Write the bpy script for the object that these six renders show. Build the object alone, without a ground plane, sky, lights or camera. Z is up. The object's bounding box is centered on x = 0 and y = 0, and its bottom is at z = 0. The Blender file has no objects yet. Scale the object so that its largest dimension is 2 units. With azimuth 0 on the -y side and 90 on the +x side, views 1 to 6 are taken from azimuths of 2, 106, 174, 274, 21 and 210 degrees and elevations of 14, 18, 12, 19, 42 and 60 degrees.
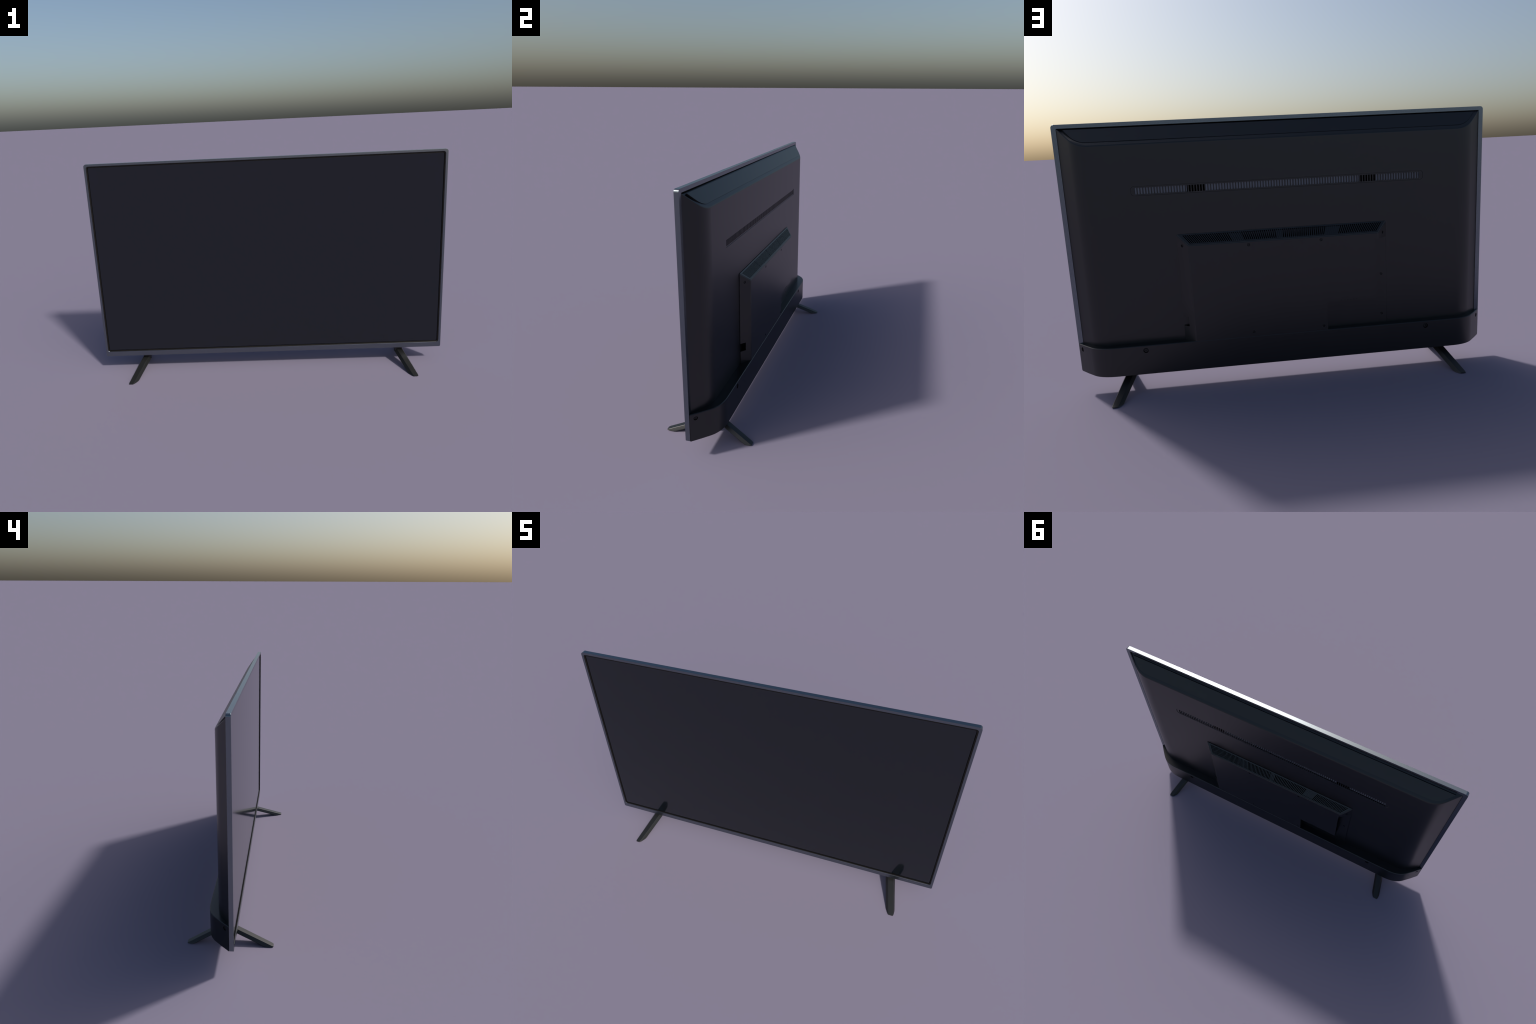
"""Flat-panel television on two splayed stands, built part by part (metres, z up)."""
import bpy, bmesh, math
from mathutils import Vector, Matrix

# ------------------------------------------------------------------ materials
def material(name, base, rough, metallic=0.0, ior=1.5, grain=0.0, grain_scale=900.0,
             mottle=0.06, spec=0.5, coat=0.0):
    """Principled surface; base colour mottled very slightly, fine moulded grain as bump."""
    m = bpy.data.materials.new(name)
    m.use_nodes = True
    nt = m.node_tree
    b = nt.nodes["Principled BSDF"]
    b.inputs["Roughness"].default_value = rough
    b.inputs["Metallic"].default_value = metallic
    b.inputs["IOR"].default_value = ior
    b.inputs["Specular IOR Level"].default_value = spec
    b.inputs["Coat Weight"].default_value = coat
    co = nt.nodes.new("ShaderNodeTexCoord")
    n = nt.nodes.new("ShaderNodeTexNoise")
    n.inputs["Scale"].default_value = 7.0
    n.inputs["Detail"].default_value = 3.0
    nt.links.new(co.outputs["Object"], n.inputs["Vector"])
    ramp = nt.nodes.new("ShaderNodeValToRGB")
    ramp.color_ramp.elements[0].position = 0.3
    ramp.color_ramp.elements[1].position = 0.7
    ramp.color_ramp.elements[0].color = [c * (1 - mottle) for c in base] + [1]
    ramp.color_ramp.elements[1].color = [c * (1 + mottle) for c in base] + [1]
    nt.links.new(n.outputs["Fac"], ramp.inputs["Fac"])
    nt.links.new(ramp.outputs["Color"], b.inputs["Base Color"])
    if grain:
        g = nt.nodes.new("ShaderNodeTexNoise")
        g.inputs["Scale"].default_value = grain_scale
        g.inputs["Detail"].default_value = 2.0
        nt.links.new(co.outputs["Object"], g.inputs["Vector"])
        bump = nt.nodes.new("ShaderNodeBump")
        bump.inputs["Strength"].default_value = grain
        bump.inputs["Distance"].default_value = 0.0004
        nt.links.new(g.outputs["Fac"], bump.inputs["Height"])
        nt.links.new(bump.outputs["Normal"], b.inputs["Normal"])
    return m

M_FRAME = material("brushed_dark_metal", (0.197, 0.224, 0.248), 0.26, metallic=1.0, mottle=0.02)
M_BEZEL = material("black_bezel_plastic", (0.0075, 0.0068, 0.0068), 0.50, spec=0.15)
M_SCREEN = material("glossy_screen_glass", (0.0010, 0.0029, 0.0054), 0.09, ior=1.66, mottle=0.03)
M_SHELL = material("black_moulded_plastic", (0.0038, 0.0048, 0.0058), 0.33, grain=0.06, spec=0.66)
M_LEG = material("satin_black_leg", (0.012, 0.0125, 0.0125), 0.33, ior=1.5)
M_CAVITY = material("dark_cavity", (0.002, 0.002, 0.002), 0.7, spec=0.1)  # base blackened to paint in the occlusion shade inside slots, gaps and holes
M_PLATE = material("inner_sheet_metal", (0.24, 0.255, 0.29), 0.5, metallic=0.25)
M_SCREW = material("black_screw_steel", (0.0066, 0.0068, 0.0072), 0.45, spec=0.5)
M_SOCKET = material("socket_metal", (0.10, 0.10, 0.11), 0.4, metallic=1.0)

# ------------------------------------------------------------------ helpers
COLL = bpy.context.scene.collection

def new_object(name, mesh, parent=None, mats=()):
    ob = bpy.data.objects.new(name, mesh)
    COLL.objects.link(ob)
    for m in mats:
        mesh.materials.append(m)
    if parent is not None:
        ob.parent = parent
    return ob

def bm_mesh(bm, name):
    bmesh.ops.recalc_face_normals(bm, faces=bm.faces)
    me = bpy.data.meshes.new(name)
    bm.to_mesh(me)
    bm.free()
    return me

def finish(ob, angle=32):
    """Smooth shading with crease by angle; flat faces keep flat normals."""
    me = ob.data
    me.polygons.foreach_set("use_smooth", [True] * len(me.polygons))
    me.set_sharp_from_angle(angle=math.radians(angle))
    w = ob.modifiers.new("weighted_normals", 'WEIGHTED_NORMAL')
    w.keep_sharp = True
    w.weight = 90
    return ob

def prism(loop_a, loop_b):
    """Closed solid between two loops that have the same number of points."""
    bm = bmesh.new()
    a = [bm.verts.new(p) for p in loop_a]
    b = [bm.verts.new(p) for p in loop_b]
    n = len(a)
    bm.faces.new(a)
    bm.faces.new(b[::-1])
    for i in range(n):
        j = (i + 1) % n
        bm.faces.new((a[i], a[j], b[j], b[i]))
    bmesh.ops.recalc_face_normals(bm, faces=bm.faces)
    return bm

def box_bm(x0, x1, y0, y1, z0, z1):
    f = lambda y: [(x0, y, z0), (x1, y, z0), (x1, y, z1), (x0, y, z1)]
    return prism(f(y0), f(y1))

def join_bm(parts):
    out = bmesh.new()
    for p in parts:
        me = bpy.data.meshes.new("tmp")
        p.to_mesh(me)
        p.free()
        out.from_mesh(me)
        bpy.data.meshes.remove(me)
    return out

def loops_to_ring(loops):
    """Skin a closed sequence of closed loops: a frame with a solid section."""
    bm = bmesh.new()
    rows = [[bm.verts.new(p) for p in lp] for lp in loops]
    n = len(rows[0])
    for k in range(len(rows)):
        A, B = rows[k], rows[(k + 1) % len(rows)]
        for i in range(n):
            j = (i + 1) % n
            bm.faces.new((A[i], A[j], B[j], B[i]))
    return bm

def rounded_rect(x, z0, z1, r_top, r_bottom, y, seg=8):
    """Rounded rectangle symmetric in x, facing y."""
    pts = []
    for cx, cz, r, a0 in ((x, z1, r_top, 0), (-x, z1, r_top, 90),
                          (-x, z0, r_bottom, 180), (x, z0, r_bottom, 270)):
        sx, sz = math.copysign(1, cx), (1 if a0 in (0, 90) else -1)
        ox, oz = cx - sx * r, cz - sz * r
        for i in range(seg + 1):
            a = math.radians(a0 + 90 * i / seg)
            pts.append((ox + r * math.cos(a), y, oz + r * math.sin(a)))
    return pts

def cut(ob, cutter_bm, mat=None):
    """Boolean difference, applied at once."""
    me = bm_mesh(cutter_bm, "cutter")
    c = new_object("cutter", me, None, (mat,) if mat else tuple(ob.data.materials[:1]))
    md = ob.modifiers.new("cut", 'BOOLEAN')
    md.operation = 'DIFFERENCE'
    md.solver = 'EXACT'
    md.object = c
    md.material_mode = 'TRANSFER'
    dg = bpy.context.evaluated_depsgraph_get()
    dg.update()
    res = bpy.data.meshes.new_from_object(ob.evaluated_get(dg))
    old = ob.data
    ob.modifiers.clear()
    ob.data = res
    res.name = old.name
    bpy.data.objects.remove(c)
    bpy.data.meshes.remove(old)
    bpy.data.meshes.remove(me)

def cylinder_bm(center, axis, r, depth, seg=24):
    """Cylinder starting at center and running along axis by depth."""
    axis = Vector(axis).normalized()
    q = axis.to_track_quat('Z', 'Y')
    ring = [q @ Vector((r * math.cos(2 * math.pi * i / seg), r * math.sin(2 * math.pi * i / seg), 0))
            for i in range(seg)]
    c = Vector(center)
    return prism([c + p for p in ring], [c + p + axis * depth for p in ring])

def bezier(p0, p1, p2, n):
    return [tuple((1 - t) ** 2 * a + 2 * t * (1 - t) * b + t * t * c for a, b, c in zip(p0, p1, p2))
            for t in (i / n for i in range(n + 1))]

# ------------------------------------------------------------------ the thing
tv = bpy.data.objects.new("television", None)
COLL.objects.link(tv)
tv["label"] = "large black flat screen television on splayed feet"
tv["category"] = "television"

# ---- main dimensions
X = 1.0                                   # half width
ZB, ZT = 0.0952, 1.2472                   # bottom and top of the panel
YF, YR = -0.0375, -0.0155                 # front and rear of the metal frame
BORDER, CHIN = 0.0125, 0.0290             # metal border, wider at the bottom

def ring(inset, y, bottom=None, rt=0.014, rb=0.007, side=0.0):
    bottom = inset if bottom is None else bottom
    return rounded_rect(X - inset - side, ZB + bottom, ZT - inset, rt, rb, y)

# ---- metal frame
c = 0.0008
frame_bm = loops_to_ring([
    ring(0.0175, YR, rt=0.003, rb=0.003, side=0.004),
    ring(c, YR, rt=0.0135), ring(0.3 * c, YR - 0.3 * c), ring(0, YR - c),
    ring(0, YF + c), ring(0.3 * c, YF + 0.3 * c), ring(c, YF, rt=0.0135),
    ring(BORDER - 0.0005, YF, CHIN - 0.0005, 0.0130, 0.0130), ring(BORDER, YF + 0.0005, CHIN, 0.0125, 0.0125),
    ring(BORDER, YF + 0.0120, CHIN, 0.0125, 0.0125), ring(0.0175, YF + 0.0120, CHIN + .004, 0.006, 0.006, side=0.004)])
frame = finish(new_object("frame", bm_mesh(frame_bm, "frame"), tv, (M_FRAME,)), 25)

# ---- black inner bezel: sloping lip, then a narrow dark gap around the pane
def bz(extra, y, r):
    return ring(BORDER + extra, y, CHIN + extra, r, r)
bezel_bm = loops_to_ring([
    bz(-0.0012, YF + 0.0045, 0.0130), bz(0.0002, YF + 0.0012, 0.0125), bz(0.0060, YF + 0.0028, 0.0085),
    bz(0.0066, YF + 0.0033, 0.0080), bz(0.0066, YF + 0.0101, 0.0080), bz(0.0100, YF + 0.0101, 0.0060),
    bz(0.0100, YF + 0.0115, 0.0060), bz(-0.0012, YF + 0.0115, 0.0130)])
bezel = new_object("bezel", bm_mesh(bezel_bm, "bezel"), tv, (M_BEZEL, M_CAVITY))
for p in bezel.data.polygons:                 # the short wall is the dark gap around the pane
    if p.center.y > YF + 0.0034:
        p.material_index = 1
finish(bezel, 25)

# ---- screen pane
YS = YF + 0.0058
screen_bm = prism(bz(0.0088, YS, 0.0070), bz(0.0088, YS + 0.0040, 0.0070))
screen = finish(new_object("screen", bm_mesh(screen_bm, "screen"), tv, (M_SCREEN,)))

# ---- dark plate that closes the shadow gap between frame and rear cover
plate_bm = prism(ring(0.0150, YR - 0.0123, rt=0.004, rb=0.004), ring(0.0150, YR - 0.0042, rt=0.004, rb=0.004))
finish(new_object("back_plate", bm_mesh(plate_bm, "back_plate"), tv, (M_CAVITY,)))

# ---- rear cover: plan profile extruded upwards, cut by a sloping top
Y_BACK = 0.0510
def cover_half(off=0.0):
    """Half plan profile (x > 0) from the frame to the flat back, offset inwards."""
    p = [(0.9775, -0.0162)]
    p += bezier((0.9250, 0.0240), (0.8900, Y_BACK), (0.8350, Y_BACK), 14)
    if not off:
        return p
    out = []
    for i, (x, y) in enumerate(p):
        a, b = p[max(i - 1, 0)], p[min(i + 1, len(p) - 1)]
        dx, dy = b[0] - a[0], b[1] - a[1]
        l = math.hypot(dx, dy)
        out.append((x - dy / l * off, y + dx / l * off))
    return out

SLOPE_Y0, SLOPE_Z0, SLOPE_K = -0.0162, 1.2290, -1.215      # z of the sloping top against y
def slope_z(y):
    return SLOPE_Z0 + SLOPE_K * (max(y, SLOPE_Y0) - SLOPE_Y0)
SLOPE_N = Vector((0, -SLOPE_K, 1)).normalized()

half = cover_half()
plan = [(0.9772, -0.0285)] + half + [(-x, y) for x, y in half[::-1]] + [(-0.9772, -0.0285)]
cover_bm = prism([(x, y, 0.180) for x, y in plan], [(x, y, slope_z(y)) for x, y in plan])
edges = [e for e in cover_bm.edges
         if all(v.co.z > 1.0 and v.co.y > -0.017 for v in e.verts)
         and not (abs(e.verts[0].co.y - e.verts[1].co.y) < 1e-6 and e.verts[0].co.y < 0)]
bmesh.ops.bevel(cover_bm, geom=edges, offset=0.0040, segments=4, profile=0.5, affect='EDGES')
cover = new_object("rear_cover", bm_mesh(cover_bm, "rear_cover"), tv, (M_SHELL,))

# raised panel lying on the sloping top
def slope_outline(off, y_top, y_low, lift):
    o = [(x, y) for x, y in cover_half(off)]
    pts = []
    for i in range(len(o) - 1):                       # clip the offset profile to y_top..y_low
        (xa, ya), (xb, yb) = o[i], o[i + 1]
        if yb < y_top:
            continue
        if ya < y_top <= yb:
            t = (y_top - ya) / (yb - ya)
            pts.append((xa + t * (xb - xa), y_top))
        if yb <= y_low - 1e-5:
            pts.append((xb, yb))
    pts = [p for p in pts if p[1] < y_low - 0.0006]
    xl = pts[-1][0]
    pts += [(xl - 0.008, y_low - 0.0002), (xl - 0.016, y_low)]
    full = pts + [(-x, y) for x, y in pts[::-1]]
    return [Vector((x, y, slope_z(y))) + SLOPE_N * lift for x, y in full]

low_edge = slope_outline(0.0118, -0.0092, 0.0384, -0.0040)
top_edge = slope_outline(0.0122, -0.0088, 0.0380, 0.0)
top_edge = [p + SLOPE_N * (0.0042 - 0.0030 * (p.y + 0.0088) / 0.0468) for p in top_edge]   # thinner towards the back
panel_bm = prism(low_edge, top_edge)
top_edges = [e for e in panel_bm.edges
             if all((v.co - Vector((0, SLOPE_Y0, SLOPE_Z0))).dot(SLOPE_N) > 0 for v in e.verts)]
bmesh.ops.bevel(panel_bm, geom=top_edges, offset=0.0006, segments=2, affect='EDGES')
top_panel = finish(new_object("top_panel", bm_mesh(panel_bm, "top_panel"), cover, (M_SHELL,)))

# ventilation strip: shallow pill, deep slot window, slats, sheet metal behind
VZ0, VZ1, VX = 0.9207, 0.9627, 0.6746
def pill(y, grow=0.0):
    r = (VZ1 - VZ0) / 2 + grow
    return rounded_rect(VX + grow, VZ0 - grow, VZ1 + grow, r * 0.7, r * 0.7, y)
cut(cover, prism(pill(Y_BACK - 0.0018, -0.0006), pill(Y_BACK + 0.0012, 0.0010)))
SLOTS, SLOT_W = 105, 0.0076
V_HALF = 0.6570
PITCH = (2 * V_HALF - SLOT_W) / (SLOTS - 1)
WZ0, WZ1 = 0.9268, 0.9560
cut(cover, box_bm(0.0, V_HALF, Y_BACK - 0.0700, Y_BACK + 0.01, WZ0, WZ1), M_CAVITY)
cut(cover, box_bm(-V_HALF, 0.001, Y_BACK - 0.0300, Y_BACK + 0.01, WZ0, WZ1), M_CAVITY)
finish(cover)
slat_me = bm_mesh(box_bm(-(PITCH - SLOT_W) / 2, (PITCH - SLOT_W) / 2, -0.0045, 0.0, WZ0 - 0.001, WZ1 + 0.001), "vent_slat")
slat_me.materials.append(M_SHELL)
for i in range(SLOTS - 1):
    s = new_object("vent_slat", slat_me, cover)
    s.location = (-V_HALF + SLOT_W + (PITCH - SLOT_W) / 2 + i * PITCH, Y_BACK - 0.0020, 0)
for xa, xb in ((-0.660, -0.4505), (-0.3665, 0.3450), (0.4275, 0.660)):
    new_object("backing_plate", bm_mesh(box_bm(xa, xb, Y_BACK - 0.0090, Y_BACK - 0.0075, WZ0 - .003, WZ1 + .003),
                                        "backing_plate"), cover, (M_PLATE,))

# ---- electronics box on the back: frustum with a shadow gap, vents, port bay and socket notch
BX, BXF = 0.4920, 0.4405
BZT, BZTF = 0.7355, 0.6880
BY0, BY1 = 0.0530, 0.0968
def brect(x, zt, y):
    return [(x, y, 0.190), (-x, y, 0.190), (-x, y, zt), (x, y, zt)]
bb = bmesh.new()
rows = [[bb.verts.new(p) for p in lp] for lp in (
    brect(BX - 0.004, BZT - 0.004, 0.0400), brect(BX - 0.004, BZT - 0.004, BY0 - 0.0003),
    brect(BX, BZT, BY0), brect(BX, BZT, BY0 + 0.0006), brect(BXF, BZTF, BY1))]
bb.faces.new(rows[0]); bb.faces.new(rows[-1][::-1])
for A, B in zip(rows, rows[1:]):
    for i in range(4):
        j = (i + 1) % 4
        bb.faces.new((A[i], A[j], B[j], B[i]))
bmesh.ops.recalc_face_normals(bb, faces=bb.faces)
ed = [e for e in bb.edges if all(v.co.y > BY0 for v in e.verts) and not all(v.co.z < 0.2 for v in e.verts)
      and (max(v.co.y for v in e.verts) > BY1 - 1e-4)]
bmesh.ops.bevel(bb, geom=ed, offset=0.0030, segments=3, affect='EDGES')
ebox = new_object("electronics_box", bm_mesh(bb, "electronics_box"), tv, (M_SHELL,))

# port bay: the side strip and the lower corner drop to a floor plate
FLOOR = BY0 + 0.0022
cut(ebox, box_bm(-0.600, -0.4300, FLOOR, 0.2, 0.150, 0.6600))
cut(ebox, box_bm(-0.600, -0.1880, FLOOR, 0.2, 0.150, 0.3715))
# the side wall of the bay is hollowed out for the sockets
cut(ebox, box_bm(-0.450, -0.4050, FLOOR + 0.004, BY1 - 0.006, 0.400, 0.610))
# mains socket notch in the sloping side
cut(ebox, box_bm(0.4480, 0.530, 0.030, 0.0750, 0.302, 0.347), M_CAVITY)

# vent openings in the sloping top of the box; slats fan towards the middle
ST = (BY0 + 0.0006, BZT); SB = (BY1, BZTF)
bdir = Vector((0, SB[0] - ST[0], SB[1] - ST[1])).normalized()
bnor = Vector((0, -bdir.z, bdir.y))
if bnor.y < 0: bnor = -bnor
def on_top(x, y, lift=0.0):
    """Point on the sloping top; x is given at the upper edge and closes in towards the front."""
    t = (y - ST[0]) / (SB[0] - ST[0])
    return Vector((x * (1.004 - 0.098 * t), y, ST[1] + t * (SB[1] - ST[1]))) + bnor * lift
GY0, GY1 = 0.0582, 0.0895
def slot_bm(xa, xb, y0, y1, l0, l1):
    f = lambda l: [on_top(xa, y0, l), on_top(xb, y0, l), on_top(xb, y1, l), on_top(xa, y1, l)]
    return prism(f(l0), f(l1))
GP, GW = 0.00962, 0.0053
groups = [(0, 21, True), (22, 27, False), (28, 44, True), (45, 47, False), (48, 69, True), (70, 76, False), (77, 97, True)]
cutters_open, cutters_blind = [], []
slats = []
for a, b, is_open in groups:
    if is_open:
        xa, xb = 0.4685 - a * GP, 0.4685 - b * GP - GW
        cutters_open.append(slot_bm(xa, xb, GY0, GY1, -0.035, 0.01))
        slats += [(0.4685 - k * GP - GW, 0.4685 - (k + 1) * GP) for k in range(a, b)]
    else:
        cutters_blind += [slot_bm(0.4685 - k * GP, 0.4685 - k * GP - GW, GY0, GY1, -0.0045, 0.01) for k in range(a, b + 1)]
cut(ebox, join_bm(cutters_open), M_CAVITY)
cut(ebox, join_bm(cutters_blind))
# thin crease along the front of the grille
cut(ebox, slot_bm(0.478, -0.478, 0.0926, 0.0932, -0.0008, 0.01))
for xa, xb in slats:
    new_object("grille_slat", bm_mesh(slot_bm(xa, xb, GY0 - 0.001, GY1 + 0.001, -0.0200, -0.0004), "grille_slat"),
               ebox, (M_SHELL,))

# ---- screws: hole plus a head with a cross recess
sb = cylinder_bm((0, 0, -0.5), (0, 0, 1), 1.0, 0.5, 28)
bmesh.ops.bevel(sb, geom=[e for e in sb.edges if all(v.co.z > -0.01 for v in e.verts)], offset=0.18, segments=3, affect='EDGES')
screw_proto = new_object("screw_proto", bm_mesh(sb, "screw"), None, (M_SCREW,))
def bar(lx, ly):
    f = lambda z: [(-lx, -ly, z), (lx, -ly, z), (lx, ly, z), (-lx, ly, z)]
    return prism(f(-0.3), f(0.3))
cut(screw_proto, bar(0.55, 0.13)); cut(screw_proto, bar(0.13, 0.55))
finish(screw_proto)
SCREW_ME = screw_proto.data
bpy.data.objects.remove(screw_proto)

def screw(host, pos, axis, r, sink=0.0022, hole=M_SHELL):
    pos, axis = Vector(pos), Vector(axis).normalized()
    cut(host, cylinder_bm(pos - axis * 0.006, axis, r, 0.03), hole)
    s = new_object("screw", SCREW_ME, host)
    k = r * 0.78
    s.matrix_local = (Matrix.Translation(pos - axis * sink) @ axis.to_track_quat('Z', 'Y').to_matrix().to_4x4()
                      @ Matrix.Diagonal((k, k, k, 1)))

for sx in (0.168, -0.168):
    screw(ebox, (sx, BY1, 0.6730), (0, 1, 0), 0.0068, 0.0014)
    screw(ebox, (sx, BY1, 0.2560), (0, 1, 0), 0.0058, 0.0014)
side_n = Vector((BY1 - BY0, BX - BXF, 0)).normalized()
for s in (1, -1):
    screw(ebox, (s * 0.4690, BY0 + 0.0006 + (BX - 0.4690) * (BY1 - BY0) / (BX - BXF), 0.6850),
          (s * side_n.x, side_n.y, 0), 0.0068, 0.0018)
for z in (0.479, 0.279):
    screw(ebox, (-0.465, FLOOR, z), (0, 1, 0), 0.0062, 0.0012)
finish(ebox)

# sockets in the port bay: on the side wall and on the wall above the lower corner
def socket(x, y, z, sx, sy, sz, open_axis):
    bm = box_bm(x - sx, x + sx, y - sy, y + sy, z - sz, z + sz)
    ob = new_object("socket", bm_mesh(bm, "socket"), ebox, (M_SOCKET,))
    t = 0.0012
    if open_axis == 'x':
        cut(ob, box_bm(x - sx - 0.01, x + sx * 0.3, y - sy + t, y + sy - t, z - sz + t, z + sz - t), M_CAVITY)
    else:
        cut(ob, box_bm(x - sx + t, x + sx - t, y - sy + t, y + sy - t, z - sz - 0.01, z + sz * 0.3), M_CAVITY)
for z, h in ((0.430, 0.011), (0.480, 0.011), (0.530, 0.009), (0.575, 0.009)):
    socket(-0.4080, 0.0740, z, 0.0040, 0.0050, h, 'x')
for x, w in ((-0.235, 0.010), (-0.275, 0.008), (-0.315, 0.011), (-0.360, 0.009)):
    socket(x, 0.0740, 0.3705, w, 0.0050, 0.0040, 'z')
# small embossed port symbols above the lower bay
for i, x in enumerate((-0.2560, -0.2730, -0.2880, -0.3030, -0.3170, -0.3310)):
    bm = cylinder_bm((x, BY1 - 0.0005, 0.3755), (0, 1, 0), 0.0026 if i % 2 else 0.0034, 0.0011, 10)
    finish(new_object("port_symbol", bm_mesh(bm, "port_symbol"), ebox, (M_SCREW,)))

# ---- lower skirt that wraps the back of the chin
SZ0, SZ1, SY = 0.0940, 0.2335, 0.0988
hs = [(0.9980, -0.0143), (0.9605, 0.0258)] + bezier((0.9315, 0.0545), (0.8895, SY), (0.8080, SY), 16)
splan = hs + [(-x, y) for x, y in hs[::-1]]
sk = prism([(x, y, SZ0) for x, y in splan], [(x, y, SZ1) for x, y in splan])
level = lambda e, z: all(abs(v.co.z - z) < 1e-6 for v in e.verts) and max(v.co.y for v in e.verts) > 0
bmesh.ops.bevel(sk, geom=[e for e in sk.edges if level(e, SZ0)], offset=0.0020, segments=2, affect='EDGES')
bmesh.ops.bevel(sk, geom=[e for e in sk.edges if level(e, SZ1)], offset=0.0026, segments=1, affect='EDGES')
skirt = new_object("lower_skirt", bm_mesh(sk, "lower_skirt"), tv, (M_SHELL,))
for s in (1, -1):
    screw(skirt, (s * 0.6727, SY, 0.2110), (0, 1, 0), 0.0120, 0.0030, M_CAVITY)
    d = Vector((0.0408, 0.036, 0)).normalized()
    screw(skirt, (s * 0.9790, 0.0072, 0.2100), (s * d.x, d.y, 0), 0.0100, 0.0030, M_CAVITY)
finish(skirt)

# ---- legs: four tapering arms meeting in pairs under the skirt
def leg_mesh(sx, sy):
    tip = Vector((0.8140, 0.2200, 0.0030))
    # the rear arm is the steeper one: both arms meet under the middle of the skirt
    apex = Vector((0.7640, 0.0000, 0.0800)) if sy < 0 else Vector((0.7600, 0.0260, 0.0920))
    n = 22
    # section: u across the leg, w upwards; flat top with crisp edges, sloping flanks, rounded belly
    side = [(0.0153, -0.0006), (0.0160, -0.0016), (0.0205, -0.0080), (0.0248, -0.0142), (0.0262, -0.0170), (0.0250, -0.0200), (0.0200, -0.0225), (0.0120, -0.0236)]
    sec = [(0.0140, 0.0), (-0.0140, 0.0)] + [(-u, w) for u, w in side] + side[::-1]
    bm = bmesh.new()
    rows = []
    for i in range(n + 1):
        t = (i / n) ** 0.8
        p = apex.lerp(tip, t)
        k = 1.05 - 0.13 * t
        end = max(0.0, (t - 0.94) / 0.06)               # rounded toe
        k *= 1 - 0.22 * end ** 2
        row = []
        for u, w in sec:
            z = p.z + w
            u *= k
            if z < 0.0:                                 # flanks run into the ground: flat sole
                top = 0.0140 * k
                frac = max(0.0, p.z / -w)               # where this flank point meets the ground
                if abs(u) > top:
                    u = math.copysign(top + (abs(u) - top) * frac, u)
                z = 0.0
            row.append(bm.verts.new((sx * (p.x + u), sy * p.y, z + 1e-5 * len(row))))
        rows.append(row)
    m = len(sec)
    for A, B in zip(rows, rows[1:]):
        for i in range(m):
            j = (i + 1) % m
            bm.faces.new((A[i], A[j], B[j], B[i]))
    bm.faces.new(rows[0]); bm.faces.new(rows[-1])
    bmesh.ops.remove_doubles(bm, verts=bm.verts, dist=1e-6)
    return bm_mesh(bm, "leg")
for sx in (1, -1):
    for sy in (-1, 1):
        leg = finish(new_object("leg", leg_mesh(sx, sy), tv, (M_LEG,)), 40)
    post = rounded_rect(0.022, -0.026, 0.026, 0.008, 0.008, 0)
    f = lambda z, k: [(sx * 0.762 + x * k, zz * k + 0.012, z) for x, _, zz in post]
    finish(new_object("leg_mount", bm_mesh(prism(f(0.066, 0.95), f(0.0975, 1.0)), "leg_mount"), tv, (M_LEG,)))
